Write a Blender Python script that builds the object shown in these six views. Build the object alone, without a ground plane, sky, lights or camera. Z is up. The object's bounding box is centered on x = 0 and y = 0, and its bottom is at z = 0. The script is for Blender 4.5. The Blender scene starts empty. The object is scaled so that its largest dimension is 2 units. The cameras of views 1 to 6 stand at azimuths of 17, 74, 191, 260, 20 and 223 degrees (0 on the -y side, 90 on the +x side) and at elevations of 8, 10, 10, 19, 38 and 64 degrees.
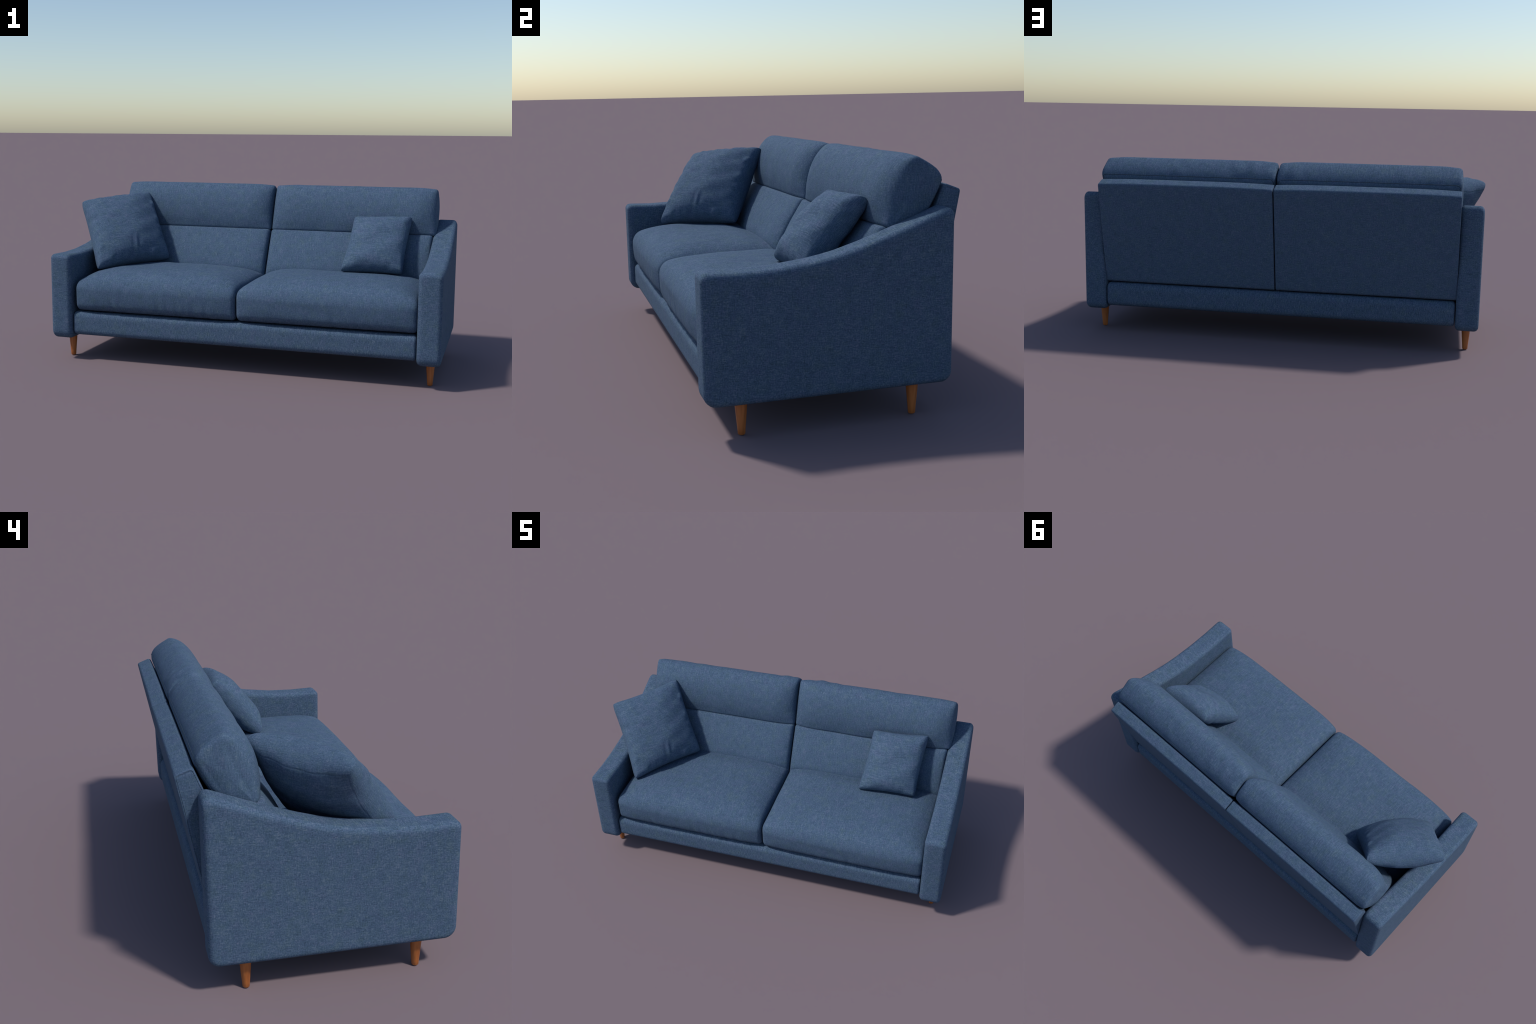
"""Two-seat upholstered sofa in blue woven fabric on tapered wooden legs,
with two loose throw pillows.  Everything is lofted from profiles."""
import bpy, math
import numpy as np
from mathutils import Matrix, Vector

CX = 0.007                      # the sofa's own middle plane
rng = np.random.RandomState(7)

# ------------------------------------------------------------------ helpers
def sines(P, freq, seed, n=10, aniso=(1, 1, 1)):
    """Smooth seeded noise, about -1..1, as a sum of random sine waves."""
    r = np.random.RandomState(seed)
    out = np.zeros(len(P))
    for _ in range(n):
        d = r.normal(size=3); d /= np.linalg.norm(d)
        d = d * np.array(aniso) * freq * r.uniform(0.6, 1.5)
        out += np.sin(P @ d * 2 * math.pi + r.uniform(0, 6.28))
    return out / math.sqrt(n) * 0.9


def smooth(x, a, b):
    t = np.clip((x - a) / (b - a), 0, 1)
    return t * t * (3 - 2 * t)


def rounded_outline(pts, radii, counts, inset=0.0, segs=6):
    """Closed polygon (counter-clockwise), moved inwards by inset, corners rounded."""
    P = np.array(pts, float); n = len(P)
    nrm = []
    for i in range(n):
        e = P[(i + 1) % n] - P[i]; e /= np.linalg.norm(e)
        nrm.append(np.array([-e[1], e[0]]))          # inward for ccw
    Q = []
    for i in range(n):
        a, b = nrm[i - 1], nrm[i]
        m = a + b
        Q.append(P[i] + m * inset / max(0.3, (1 + a @ b)))
    Q = np.array(Q)
    arcs = []
    for i in range(n):
        p, q, s = Q[i - 1], Q[i], Q[(i + 1) % n]
        u = (p - q); lu = np.linalg.norm(u); u /= lu
        v = (s - q); lv = np.linalg.norm(v); v /= lv
        if radii[i] <= 0:
            arcs.append([q]); continue
        r = max(radii[i] - inset, 0.003)
        half = math.acos(max(-1, min(1, u @ v))) / 2
        t = min(r / math.tan(half), 0.48 * lu, 0.48 * lv)
        r = t * math.tan(half)
        c = q + (u + v) / np.linalg.norm(u + v) * r / math.sin(half)
        a0 = q + u * t - c; a1 = q + v * t - c
        ang = math.atan2(a0[0] * a1[1] - a0[1] * a1[0], a0 @ a1)
        arcs.append([c + np.array([math.cos(ang * k / segs) * a0[0] - math.sin(ang * k / segs) * a0[1],
                                   math.sin(ang * k / segs) * a0[0] + math.cos(ang * k / segs) * a0[1]])
                     for k in range(segs + 1)])
    out = []
    for i in range(n):
        out += arcs[i]
        a, b = arcs[i][-1], arcs[(i + 1) % n][0]
        for k in range(1, counts[i] + 1):
            out.append(a + (b - a) * k / (counts[i] + 1))
    return np.array(out)


def loft(name, pts, radii, x0, x1, r, step=0.012, puff=0.0, groove=0.0, segs=6, bevel=7, nx=None):
    """Profile in (y, z) carried along x, ends rounded with radius r, caps puffed."""
    n = len(pts)
    counts = [max(0, int(np.linalg.norm(np.array(pts[(i + 1) % n]) - np.array(pts[i])) / step) - 1)
              for i in range(n)]
    ring = lambda d: rounded_outline(pts, radii, counts, d, segs)
    full = ring(0.0)
    tip = ring(r)
    cen = tip.mean(0)
    half = []                                        # (offset from the end, outline)
    for f in (0.25, 0.5, 0.72, 0.88, 0.95):
        half.append((-puff * (1 - f * f), cen + (tip - cen) * f))
    if groove:
        half.append((-puff * .04, cen + (tip - cen) * .975))
        half.append((groove, cen + (tip - cen) * .987))
    for k in range(bevel + 1):
        a = math.pi / 2 * k / bevel
        half.append((r * (1 - math.cos(a)), ring(r * (1 - math.sin(a)))))
    rings = [(x0 + o, p) for o, p in half]
    nx = nx or max(2, int((x1 - x0 - 2 * r) / step))
    for k in range(1, nx):
        rings.append((x0 + r + (x1 - x0 - 2 * r) * k / nx, full))
    rings += [(x1 - o, p) for o, p in reversed(half)]
    V, F = [], []
    m = len(full)
    for x, p in rings:
        V.append(np.column_stack([np.full(m, x), p]))
    V = np.vstack(V + [[[x0 - puff, cen[0], cen[1]], [x1 + puff, cen[0], cen[1]]]])
    for k in range(len(rings) - 1):
        for j in range(m):
            a, b = k * m + j, k * m + (j + 1) % m
            F.append((b, a, a + m, b + m))
    c0, c1 = len(V) - 2, len(V) - 1
    last = (len(rings) - 1) * m
    for j in range(m):
        F.append((c0, j, (j + 1) % m))
        F.append((c1, last + (j + 1) % m, last + j))
    return V, F


def add(name, V, F, material, parent=None, matrix=None, angle=None):
    me = bpy.data.meshes.new(name)
    me.from_pydata([tuple(v) for v in V], [], F)
    me.validate()
    import bmesh
    bm = bmesh.new(); bm.from_mesh(me)
    bmesh.ops.recalc_face_normals(bm, faces=bm.faces)
    bm.to_mesh(me); bm.free()
    me.materials.append(material)
    me.polygons.foreach_set("use_smooth", [True] * len(me.polygons))
    if angle:
        me.set_sharp_from_angle(angle=math.radians(angle))
    ob = bpy.data.objects.new(name, me)
    bpy.context.scene.collection.objects.link(ob)
    if matrix is not None:
        ob.matrix_world = matrix
    if parent:
        ob.parent = parent
    return ob


# ---------------------------------------------------------------- materials
class Nodes:
    def __init__(self, name):
        self.mat = bpy.data.materials.new(name)
        self.mat.use_nodes = True
        self.t = self.mat.node_tree
        self.bsdf = self.t.nodes["Principled BSDF"]

    def new(self, kind, **kw):
        n = self.t.nodes.new(kind)
        for k, v in kw.items():
            setattr(n, k, v)
        return n

    def link(self, a, b):
        self.t.links.new(a, b)

    def put(self, sock, v):
        if hasattr(v, "is_output"):
            self.link(v, sock)
        else:
            sock.default_value = v

    def math(self, op, a, b=None, c=None):
        n = self.new("ShaderNodeMath", operation=op)
        for s, v in zip(n.inputs, (a, b, c)):
            if v is not None:
                self.put(s, v)
        return n.outputs[0]

    def mixf(self, f, a, b):
        n = self.new("ShaderNodeMix", data_type='FLOAT')
        self.put(n.inputs[0], f); self.put(n.inputs[2], a); self.put(n.inputs[3], b)
        return n.outputs[0]

    def mixc(self, f, a, b, blend='MIX'):
        n = self.new("ShaderNodeMix", data_type='RGBA', blend_type=blend)
        self.put(n.inputs[0], f); self.put(n.inputs[6], a); self.put(n.inputs[7], b)
        return n.outputs[2]

    def vec(self, x, y, z=0.0):
        n = self.new("ShaderNodeCombineXYZ")
        for s, v in zip(n.inputs, (x, y, z)):
            self.put(s, v)
        return n.outputs[0]

    def noise(self, vec, scale=1.0, detail=2.0, rough=0.5):
        n = self.new("ShaderNodeTexNoise")
        self.put(n.inputs["Vector"], vec)
        n.inputs["Scale"].default_value = scale
        n.inputs["Detail"].default_value = detail
        n.inputs["Roughness"].default_value = rough
        return n.outputs["Fac"]

    def ramp(self, f, stops):
        n = self.new("ShaderNodeValToRGB")
        while len(n.color_ramp.elements) < len(stops):
            n.color_ramp.elements.new(0.5)
        for e, (p, c) in zip(n.color_ramp.elements, stops):
            e.position = p; e.color = (*c, 1)
        self.link(f, n.inputs[0])
        return n.outputs[0]


def woven(name, dark, mid, light, across=0.5, pitch=300.0, run=22.0, flat=False, bump=0.16, contrast=1.0):
    """Loose linen weave: streaky threads in two directions, laid in the plane each face lies in."""
    N = Nodes(name)
    tc = N.new("ShaderNodeTexCoord")
    p = N.new("ShaderNodeSeparateXYZ"); N.link(tc.outputs["Object"], p.inputs[0])
    X, Y, Z = p.outputs
    if flat:
        u, v, w = X, Y, 0.0
    else:
        q = N.new("ShaderNodeSeparateXYZ"); N.link(tc.outputs["Normal"], q.inputs[0])
        ax, ay, az = (N.math('ABSOLUTE', s) for s in q.outputs)
        side = N.math('GREATER_THAN', ax, N.math('MAXIMUM', ay, az))
        top = N.math('MULTIPLY', N.math('GREATER_THAN', az, N.math('MAXIMUM', ax, ay)), N.math('SUBTRACT', 1.0, side))
        u = N.mixf(side, X, Y)
        v = N.mixf(top, Z, Y)
        w = N.math('ADD', N.math('MULTIPLY', side, 3.1), N.math('MULTIPLY', top, 7.3))
    weft = N.noise(N.vec(N.math('MULTIPLY', u, run), N.math('MULTIPLY', v, pitch), w), 1.0, 2.0, 0.6)
    warp = N.noise(N.vec(N.math('MULTIPLY', u, pitch), N.math('MULTIPLY', v, run), N.math('ADD', w, 11.0) if not flat else 11.0), 1.0, 2.0, 0.6)
    # short slubs of single threads over and under one another
    weft2 = N.noise(N.vec(N.math('MULTIPLY', u, pitch * .34), N.math('MULTIPLY', v, pitch * .85), N.math('ADD', w, 23.0)), 1.0, 1.0, 0.5)
    warp2 = N.noise(N.vec(N.math('MULTIPLY', u, pitch * .85), N.math('MULTIPLY', v, pitch * .34), N.math('ADD', w, 37.0)), 1.0, 1.0, 0.5)
    thread = N.mixf(0.45, N.mixf(across, weft, warp), N.mixf(0.5, weft2, warp2))
    grain = N.noise(N.vec(u, v, w), 420.0, 2.0, 0.6)
    blotch = N.noise(N.vec(N.math('MULTIPLY', u, 1.0), N.math('MULTIPLY', v, 1.0), w), 26.0, 3.0, 0.55)
    f = N.math('ADD', N.math('MULTIPLY', thread, 0.84), N.math('MULTIPLY', grain, 0.08))
    f = N.math('ADD', f, N.math('MULTIPLY', blotch, 0.08))
    f = N.math('ADD', N.math('MULTIPLY', N.math('SUBTRACT', f, 0.5), 4.6 * contrast), 0.5)
    col = N.ramp(f, [(0.05, dark), (0.5, mid), (0.95, light)])
    # yarn lots: faint olive and violet drifts in the dye
    drift = N.noise(N.vec(N.math('MULTIPLY', u, 14.0), N.math('MULTIPLY', v, 34.0), w), 1.0, 3.0, 0.6)
    drift2 = N.noise(N.vec(N.math('MULTIPLY', u, 34.0), N.math('MULTIPLY', v, 14.0), N.math('ADD', w, 5.0)), 1.0, 3.0, 0.6)
    hue = N.ramp(N.mixf(0.5, drift, drift2), [(0.34, (1.08, 0.975, 1.02)), (0.5, (1, 1, 1)), (0.66, (1.03, 1.03, 0.91))])
    col = N.mixc(1.0, col, hue, 'MULTIPLY')
    N.link(col, N.bsdf.inputs["Base Color"])
    N.bsdf.inputs["Roughness"].default_value = 0.92
    N.bsdf.inputs["Specular IOR Level"].default_value = 0.15
    b = N.new("ShaderNodeBump")
    b.inputs["Strength"].default_value = bump
    b.inputs["Distance"].default_value = 0.002
    N.link(f, b.inputs["Height"])
    N.link(b.outputs[0], N.bsdf.inputs["Normal"])
    return N.mat


def scale(c, k):
    return tuple(min(1, x * k) for x in c)


BLUE = (0.0572, 0.0988, 0.161)
def tones(c, lo=0.62, hi=1.5):
    g = sum(c) / 3
    light = tuple(x * hi * 0.65 + g * hi * 0.35 for x in c)
    return scale(c, lo), c, light

M_arm = woven("armrest_fabric", *tones(BLUE), across=0.42, pitch=400, run=34)
M_cushion = woven("cushion_fabric", *tones(BLUE), across=0.62, pitch=420, run=30, contrast=0.8)
M_frame = woven("frame_fabric", *tones(BLUE), across=0.75, pitch=430, run=40, bump=0.12)
M_panel = woven("panel_fabric", *tones(BLUE), across=0.45, pitch=420, run=32, contrast=0.8)
M_pillow = woven("pillow_fabric", *tones(BLUE), across=0.35, pitch=400, run=30, contrast=0.8)


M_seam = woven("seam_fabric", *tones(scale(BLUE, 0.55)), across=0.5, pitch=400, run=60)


def wood():
    N = Nodes("leg_wood")
    tc = N.new("ShaderNodeTexCoord")
    mp = N.new("ShaderNodeMapping"); mp.inputs["Scale"].default_value = (90, 90, 5)
    N.link(tc.outputs["Object"], mp.inputs[0])
    g = N.noise(mp.outputs[0], 1.0, 4.0, 0.6)
    col = N.ramp(g, [(0.25, (0.20, 0.055, 0.012)), (0.5, (0.36, 0.112, 0.026)), (0.8, (0.48, 0.165, 0.045))])
    N.link(col, N.bsdf.inputs["Base Color"])
    N.bsdf.inputs["Roughness"].default_value = 0.45
    return N.mat
M_wood = wood()

# --------------------------------------------------------------------- sofa
sofa = bpy.data.objects.new("sofa", None)
bpy.context.scene.collection.objects.link(sofa)
sofa["label"] = "blue woven fabric two-seat sofa with tapered wooden legs"
sofa["category"] = "sofa"

# armrests: side profile (y, z) with a swooping top, rounded all round
ARM_TOP = [(-0.34, 0.552), (-0.22, 0.556), (-0.10, 0.570), (-0.05, 0.579), (0.00, 0.590), (0.08, 0.614),
           (0.16, 0.641), (0.25, 0.673), (0.33, 0.705)]
arm_pts = [(-0.472, 0.114), (0.402, 0.114), (0.402, 0.732)] + ARM_TOP[::-1] + [(-0.472, 0.556)]
arm_rad = [0.046, 0.040, 0.042] + [0] * len(ARM_TOP) + [0.024]
ARM_IN, ARM_OUT = 0.882, 0.993
for s in (1, -1):
    a, b = sorted((CX + s * ARM_IN, CX + s * ARM_OUT))
    V, F = loft("armrest", arm_pts, arm_rad, a, b, 0.022, step=0.03, segs=8, puff=0.0, nx=3)
    add("armrest", V, F, M_arm, sofa)

# base frame running under the seat between the armrests
fr_pts = [(-0.450, 0.134), (0.394, 0.134), (0.394, 0.256), (-0.450, 0.256)]
V, F = loft("base_frame", fr_pts, [0.030, 0.030, 0.034, 0.028], CX - ARM_IN + .003, CX + ARM_IN - .003, 0.014, step=0.03)
add("base_frame", V, F, M_frame, sofa)

# backrest panels: leaning wedges
pan_pts = [(0.20, 0.262), (0.378, 0.262), (0.475, 0.769), (0.411, 0.793)]
for a, b in ((CX - 0.884, CX - 0.0025), (CX + 0.0025, CX + 0.884)):
    V, F = loft("backrest_panel", pan_pts, [0.012, 0.016, 0.012, 0.014], a, b, 0.006, step=0.02, groove=0.003)
    x = V[:, 0]
    mid = 1 - (2 * (x - a) / (b - a) - 1) ** 4
    V[:, 2] += smooth(V[:, 2], .7, .78) * mid * 0.006
    add("backrest_panel", V, F, M_panel, sofa)

SPANS = ((CX - 0.882, CX - 0.003), (CX + 0.003, CX + 0.882))

# seat cushions
seat_pts = [(-0.446, 0.262), (0.20, 0.262), (0.20, 0.412), (-0.450, 0.412)]
for i, (a, b) in enumerate(SPANS):
    if i == 0:
        a += 0.018
    V, F = loft("seat_cushion", seat_pts, [0.040, 0.03, 0.03, 0.035], a, b, 0.022, step=0.011, segs=7)
    x, y, z = V.T.copy()
    u = 2 * (x - a) / (b - a) - 1
    v = (y + 0.450) / 0.650 * 2 - 1
    up = smooth(z, 0.30, 0.412)
    crown = np.clip(1 - np.abs(u) ** 6, 0, 1) ** .8 * np.clip(1 - np.clip(-v, 0, 1) ** 5, 0, 1) ** .7
    V[:, 2] += up * (crown * 0.060 + 0.007 * np.exp(-(u / .45) ** 2 - ((y + .17) / .17) ** 2) - 0.019 * smooth(y, -.04, .10) * crown)
    front = 1 - smooth(y, -0.44, -0.22)
    belly = np.clip(1 - np.abs((z - 0.355) / 0.093) ** 2.5, 0, 1)
    V[:, 1] -= front * np.clip(1 - np.abs(u) ** 6, 0, 1) * 0.022 * belly
    # puckers hanging from the lower front seam, soft sagging elsewhere
    puck = sines(np.column_stack([x, y * 0, z * 0]), 26, 31 + i, aniso=(1, 0, 0)) * front * (1 - smooth(z, 0.28, 0.40))
    V[:, 1] += puck * 0.0015
    V[:, 2] += up * sines(V, 4.0, 41 + i) * 0.0018
    fold = sines(V, 13, 47 + i, aniso=(.10, .5, 1)) * smooth(sines(V, 2.5, 49 + i), -.2, .9)
    V[:, 1] += front * fold * 0.0012
    V[:, 2] += up * (1 - front) * sines(V, 9, 45 + i, aniso=(1, .35, 0)) * 0.0007
    add("seat_cushion", V, F, M_cushion, sofa)


def relax(V, F, weight, rounds):
    """Soften folds: move each point towards the mean of its neighbours, as far as weight allows."""
    E = np.array([(f[k], f[(k + 1) % len(f)]) for f in F for k in range(len(f))])
    deg = np.bincount(E[:, 0], minlength=len(V)).astype(float)[:, None]
    for _ in range(rounds):
        mean = np.column_stack([np.bincount(E[:, 0], V[E[:, 1], c], minlength=len(V)) for c in range(3)]) / deg
        V = V + (mean - V) * weight[:, None]
    return V


def end_round(u, width, x_half):
    """1 in the middle of a cushion, falling to 0 at its ends on a quarter ellipse."""
    d = np.clip((np.abs(u) * x_half - (x_half - width)) / width, 0, 1)
    return np.sqrt(np.clip(1 - d ** 2.2, 0, 1))


# lower back cushions
back_pts = [(0.02, 0.33), (0.19, 0.33), (0.30, 0.645), (0.192, 0.653)]
for i, (a, b) in enumerate(SPANS):
    V, F = loft("back_cushion", back_pts, [0.03, 0.03, 0.02, 0.014], a, b, 0.018, step=0.011)
    x, y, z = V.T.copy()
    u = 2 * (x - a) / (b - a) - 1
    line = 0.192 + (z - 0.648) * 0.54
    front = 1 - smooth(y - line, 0.0, 0.11)
    h = np.clip((z - 0.42) / 0.233, 0, 1)
    rise = np.where(h > 0.5, 0.5 + 0.5 * np.sin(np.pi * h), np.clip(1 - np.abs(2 * h - 1) ** 3, 0, 1) ** .6)
    bulge = end_round(u, 0.15, (b - a) / 2) * rise
    V[:, 1] -= front * bulge * 0.043
    V[:, 1] += front * sines(V, 4.5, 51 + i) * 0.0015
    V[:, 2] += smooth(z, .60, .645) * bulge * 0.004
    add("back_cushion", V, F, M_cushion, sofa)


def seam_tube(name, path, radius, material, parent, closed=True, sides=6):
    """Thin stitched seam: a tube along a polyline."""
    P = np.array(path, float); n = len(P)
    T = np.roll(P, -1, 0) - np.roll(P, 1, 0)
    if not closed:
        T[0], T[-1] = P[1] - P[0], P[-1] - P[-2]
    T /= np.linalg.norm(T, axis=1)[:, None]
    ref = np.array([0.31, 0.52, 0.79])
    A = np.cross(T, ref); A /= np.linalg.norm(A, axis=1)[:, None]
    B = np.cross(T, A)
    V = np.vstack([P + radius * (math.cos(t) * A + math.sin(t) * B)
                   for t in np.arange(sides) * 2 * math.pi / sides])
    F = []
    for k in range(sides):
        k2 = (k + 1) % sides
        for j in range(n if closed else n - 1):
            j2 = (j + 1) % n
            F.append((k * n + j, k * n + j2, k2 * n + j2, k2 * n + j))
    return add(name, V, F, material, parent)


# head cushions: thick, crowned, gathered along the upper back seam
head_pts = [(0.200, 0.646), (0.30, 0.646), (0.400, 0.822), (0.312, 0.884)]
head_rad = [0.012, 0.012, 0.024, 0.014]
for i, (a, b) in enumerate(SPANS):
    a, b2 = a - .003 * (1 - i), b + .012 * i
    V, F = loft("headrest_cushion", head_pts, head_rad, a, b2, 0.010, step=0.009, segs=4, puff=0.007, bevel=4)
    flat = V.copy()
    x, y, z = V.T.copy()
    u = 2 * (x - a) / (b2 - a) - 1
    xh = (b2 - a) / 2
    line = 0.200 + (z - 0.651) * 0.49
    # share of each point in the front skin and in the back skin
    depth = np.clip((y - line) / 0.11, -0.1, 1)
    front = (1 - np.clip(depth, 0, 1)) ** 1.3
    h = np.clip((z - 0.651) / 0.233, 0, 1)
    rise = np.where(h < 0.5, 0.33 + 0.67 * np.sin(np.pi * h), np.clip(1 - np.abs(2 * h - 1) ** 2.6, 0, 1) ** .55)
    bulge = end_round(u, 0.13, xh) * rise
    lift = end_round(u, 0.10, xh)
    V[:, 1] -= front * bulge * (0.069 + 0.009 * smooth(h, .3, .7))
    V[:, 2] += front * bulge * (h - .3) * 0.018
    top = smooth(z, 0.80, 0.87)
    V[:, 2] += top * lift * 0.009 * (1 - np.clip((y - 0.33) / 0.07, 0, 1))
    t = np.clip(((y - 0.314) * 0.83 - (z - 0.884) * 0.55) / 0.094, 0, 1)
    onto = np.clip(((y - 0.314) * 0.55 + (z - 0.884) * 0.83) / 0.03 + 1, 0, 1)
    roll = onto * np.sqrt(np.clip(1 - (2 * t ** 1.9 - 1) ** 2, 0, 1)) * lift * 0.019
    V[:, 1] += roll * 0.55
    V[:, 2] += roll * 0.83
    V[:, 2] += lift * smooth(y, .345, .395) * smooth(z, .775, .83) * 0.001
    back = np.clip((y - (0.30 + (z - 0.651) * 0.508)) / 0.02 + 1, 0, 1)
    V[:, 1] += back * end_round(u, 0.06, xh) * np.clip(1 - np.abs(2 * h - .55) ** 2.5, 0, 1) ** .7 * 0.030
    V = relax(V, F, 0.55 * (1 - smooth(np.abs(u), 0.90, 0.97)) * smooth(h, .55, .8), 26)
    V[:, 2] += lift * smooth(z, 0.80, 0.88) * 0.007          # the softened crown, filled again
    V[:, 1] -= lift * front * smooth(h, .5, .8) * 0.005
    gather = smooth(y, 0.31, 0.36) * smooth(z, 0.80, 0.85)
    wave = sines(np.column_stack([x, y * 1.5, z]), 11, 61 + i, n=14, aniso=(1, .5, .5))
    wave = wave * smooth(sines(np.column_stack([x, y * 0, z * 0]), 2.2, 67 + i, aniso=(1, 0, 0)), -.6, .9)
    V[:, 2] += gather * wave * 0.0030
    V[:, 1] += gather * wave * 0.0034
    V[:, 1] += front * sines(V, 4.5, 71 + i) * 0.0015
    # faint creases lying along the tuck
    V[:, 1] += front * (1 - smooth(h, .05, .4)) * sines(V, 14, 75 + i, aniso=(.12, 0, 1)) * 0.0008
    cushion = add("headrest_cushion", V, F, M_cushion, sofa)
    # stitched seam round the back panel of the cushion
    xs = np.unique(np.round(flat[:-2, 0], 6))
    near_back = np.abs(flat[:, 1] - (0.30 + (flat[:, 2] - 0.646) * 0.568)) < 0.004
    up_side = []
    for xe in (a + 0.010, b2 - 0.010):
        at = np.where(near_back & (np.abs(flat[:, 0] - xe) < 1e-5))[0]
        up_side.append(V[at[np.argsort(flat[at, 2])]][4:-1])
    row = []
    for xr in xs[(xs > a + 0.016) & (xs < b2 - 0.016)][::2]:
        at = np.where(near_back & (np.abs(flat[:, 0] - xr) < 1e-5))[0]
        row.append(V[at[np.argmax(flat[at, 2])]])
    path = list(up_side[0]) + row + list(up_side[1][::-1])
    seam_tube("seam", path, 0.0017, M_seam, cushion, closed=False)

# legs: one turned taper, four times
prof = [(0.0, 0.0), (0.0105, 0.0), (0.0128, 0.003), (0.0140, 0.02), (0.0222, 0.116), (0.0, 0.116)]
seg = 28
V, F = [], []
for r, z in prof:
    for k in range(seg):
        t = 2 * math.pi * k / seg
        V.append((r * math.cos(t), r * math.sin(t), z))
for k in range(len(prof) - 1):
    for j in range(seg):
        F.append((k * seg + j, k * seg + (j + 1) % seg, (k + 1) * seg + (j + 1) % seg, (k + 1) * seg + j))
first = None
for s in (1, -1):
    for y in (-0.340, 0.272):
        if first is None:
            first = leg = add("leg", np.array(V), F, M_wood, sofa, angle=40)
        else:
            leg = first.copy()
            bpy.context.scene.collection.objects.link(leg)
        leg.location = (CX + s * 0.938, y, 0)

# ------------------------------------------------------------ throw pillows
def pillow(corners, thick_front, thick_back, seed, label, creases=()):
    """corners: top-left, top-right, bottom-right, bottom-left as seen from the front."""
    TL, TR, BR, BL = (Vector(c) for c in corners)
    cen = (TL + TR + BR + BL) / 4
    ux = ((TR + BR) - (TL + BL)).normalized()
    nz = ux.cross(((TL + TR) - (BL + BR))).normalized()
    uy = nz.cross(ux)
    M = Matrix((ux, uy, nz)).transposed().to_4x4(); M.translation = cen
    inv = M.inverted()
    L = [np.array(inv @ c) for c in (TL, TR, BR, BL)]
    n = 140
    s = np.linspace(-1, 1, n + 1)
    s = np.sign(s) * (1 - (1 - np.abs(s)) ** 1.7)         # denser at the seam
    U, W = np.meshgrid(s, s, indexing='ij')
    U, W = U.ravel(), W.ravel()
    pinch = 0.055
    cornr = np.clip((np.abs(U) + np.abs(W) - 1.75) / 0.25, 0, 1) ** 2 * 0.035
    u2 = U * (1 - pinch * (1 - W ** 2) * np.abs(U) ** 3 - cornr)
    w2 = W * (1 - pinch * (1 - U ** 2) * np.abs(W) ** 3 - cornr)
    a, b = ((u2 + 1) / 2)[:, None], ((w2 + 1) / 2)[:, None]
    base = (1 - a) * b * L[0] + a * b * L[1] + a * (1 - b) * L[2] + (1 - a) * (1 - b) * L[3]
    shape = (np.clip(1 - U ** 2, 0, 1) * np.clip(1 - W ** 2, 0, 1))
    puff = (np.clip(1 - np.abs(U) ** 2.2, 0, 1) * np.clip(1 - np.abs(W) ** 2.2, 0, 1)) ** 0.52
    edge = np.minimum(1 - np.abs(U), 1 - np.abs(W))
    welt = -np.exp(-((edge - 0.11) / 0.010) ** 2) * 0.0011
    V = []
    for side, T in ((1, thick_front), (-1, thick_back)):
        lip = np.clip(1 - edge / 0.12, 0, 1)
        h = T * puff + 0.014 * np.sqrt(1 - lip ** 2)
        body = smooth(edge, 0.0, 0.25)
        q = np.column_stack([U, W, np.full_like(U, side)])
        h = h + body * (sines(q, 0.9, seed + side) * 0.0040 + sines(q, 2.0, seed + 9 + side, aniso=(.6, 1.5, 1)) * 0.0016)
        # gathers running in from the seams
        near = np.exp(-((edge - 0.10) / 0.10) ** 2)
        along = np.where(np.abs(U) > np.abs(W), W, U)
        h = h + near * smooth(edge, 0, .05) * smooth(np.abs(np.abs(U) - np.abs(W)), .08, .40) * sines(np.column_stack([along, U * 0, np.sign(U - W) * .3]), 3.2, seed + 5 + side, aniso=(1, 0, 1)) * 0.0035
        for (cu, cw, du, dw, amp) in (creases if side == 1 else ()):
            h = h + amp * np.exp(-((U - cu) / du) ** 2 - ((W - cw) / dw) ** 2)
        P = base.copy()
        P[:, 2] += side * (np.maximum(h + (welt if side < 0 else 0), 0.0))
        V.append(P)
    m = n + 1
    border = (np.abs(np.abs(U) - 1) < 1e-9) | (np.abs(np.abs(W) - 1) < 1e-9)
    idx_back = np.arange(m * m) + m * m
    idx_back[border] = np.arange(m * m)[border]
    mid = (V[0] + V[1]) / 2
    V[0][border] = mid[border]
    F = []
    for i in range(n):
        for j in range(n):
            k = (i * m + j, (i + 1) * m + j, (i + 1) * m + j + 1, i * m + j + 1)
            F.append(k)
            F.append(tuple(int(idx_back[t]) for t in reversed(k)))
    allV = np.vstack(V)
    used = np.zeros(len(allV), bool)
    for f in F:
        used[list(f)] = True
    new = np.cumsum(used) - 1
    F = [tuple(int(new[t]) for t in f) for f in F]
    ob = add("throw_pillow", allV[used], F, M_pillow, None, M)
    ob["label"] = label
    ob["category"] = "pillow"
    return ob


pillow([(-1.006, -0.085, 0.796), (-0.722, 0.213, 0.836), (-0.516, 0.012, 0.487), (-0.793, -0.322, 0.462)],
       0.096, 0.084, 100, "square blue woven throw pillow leaning on the armrest",
       creases=[(0.05, -0.62, 0.03, 0.16, 0.003), (0.13, -0.62, 0.05, 0.16, -0.003), (-0.04, -0.62, 0.05, 0.14, -0.003)])
pillow([(0.478, 0.155, 0.738), (0.786, 0.172, 0.745), (0.766, -0.051, 0.480), (0.450, -0.072, 0.480)],
       0.067, 0.058, 200, "small square blue woven throw pillow leaning on the backrest")
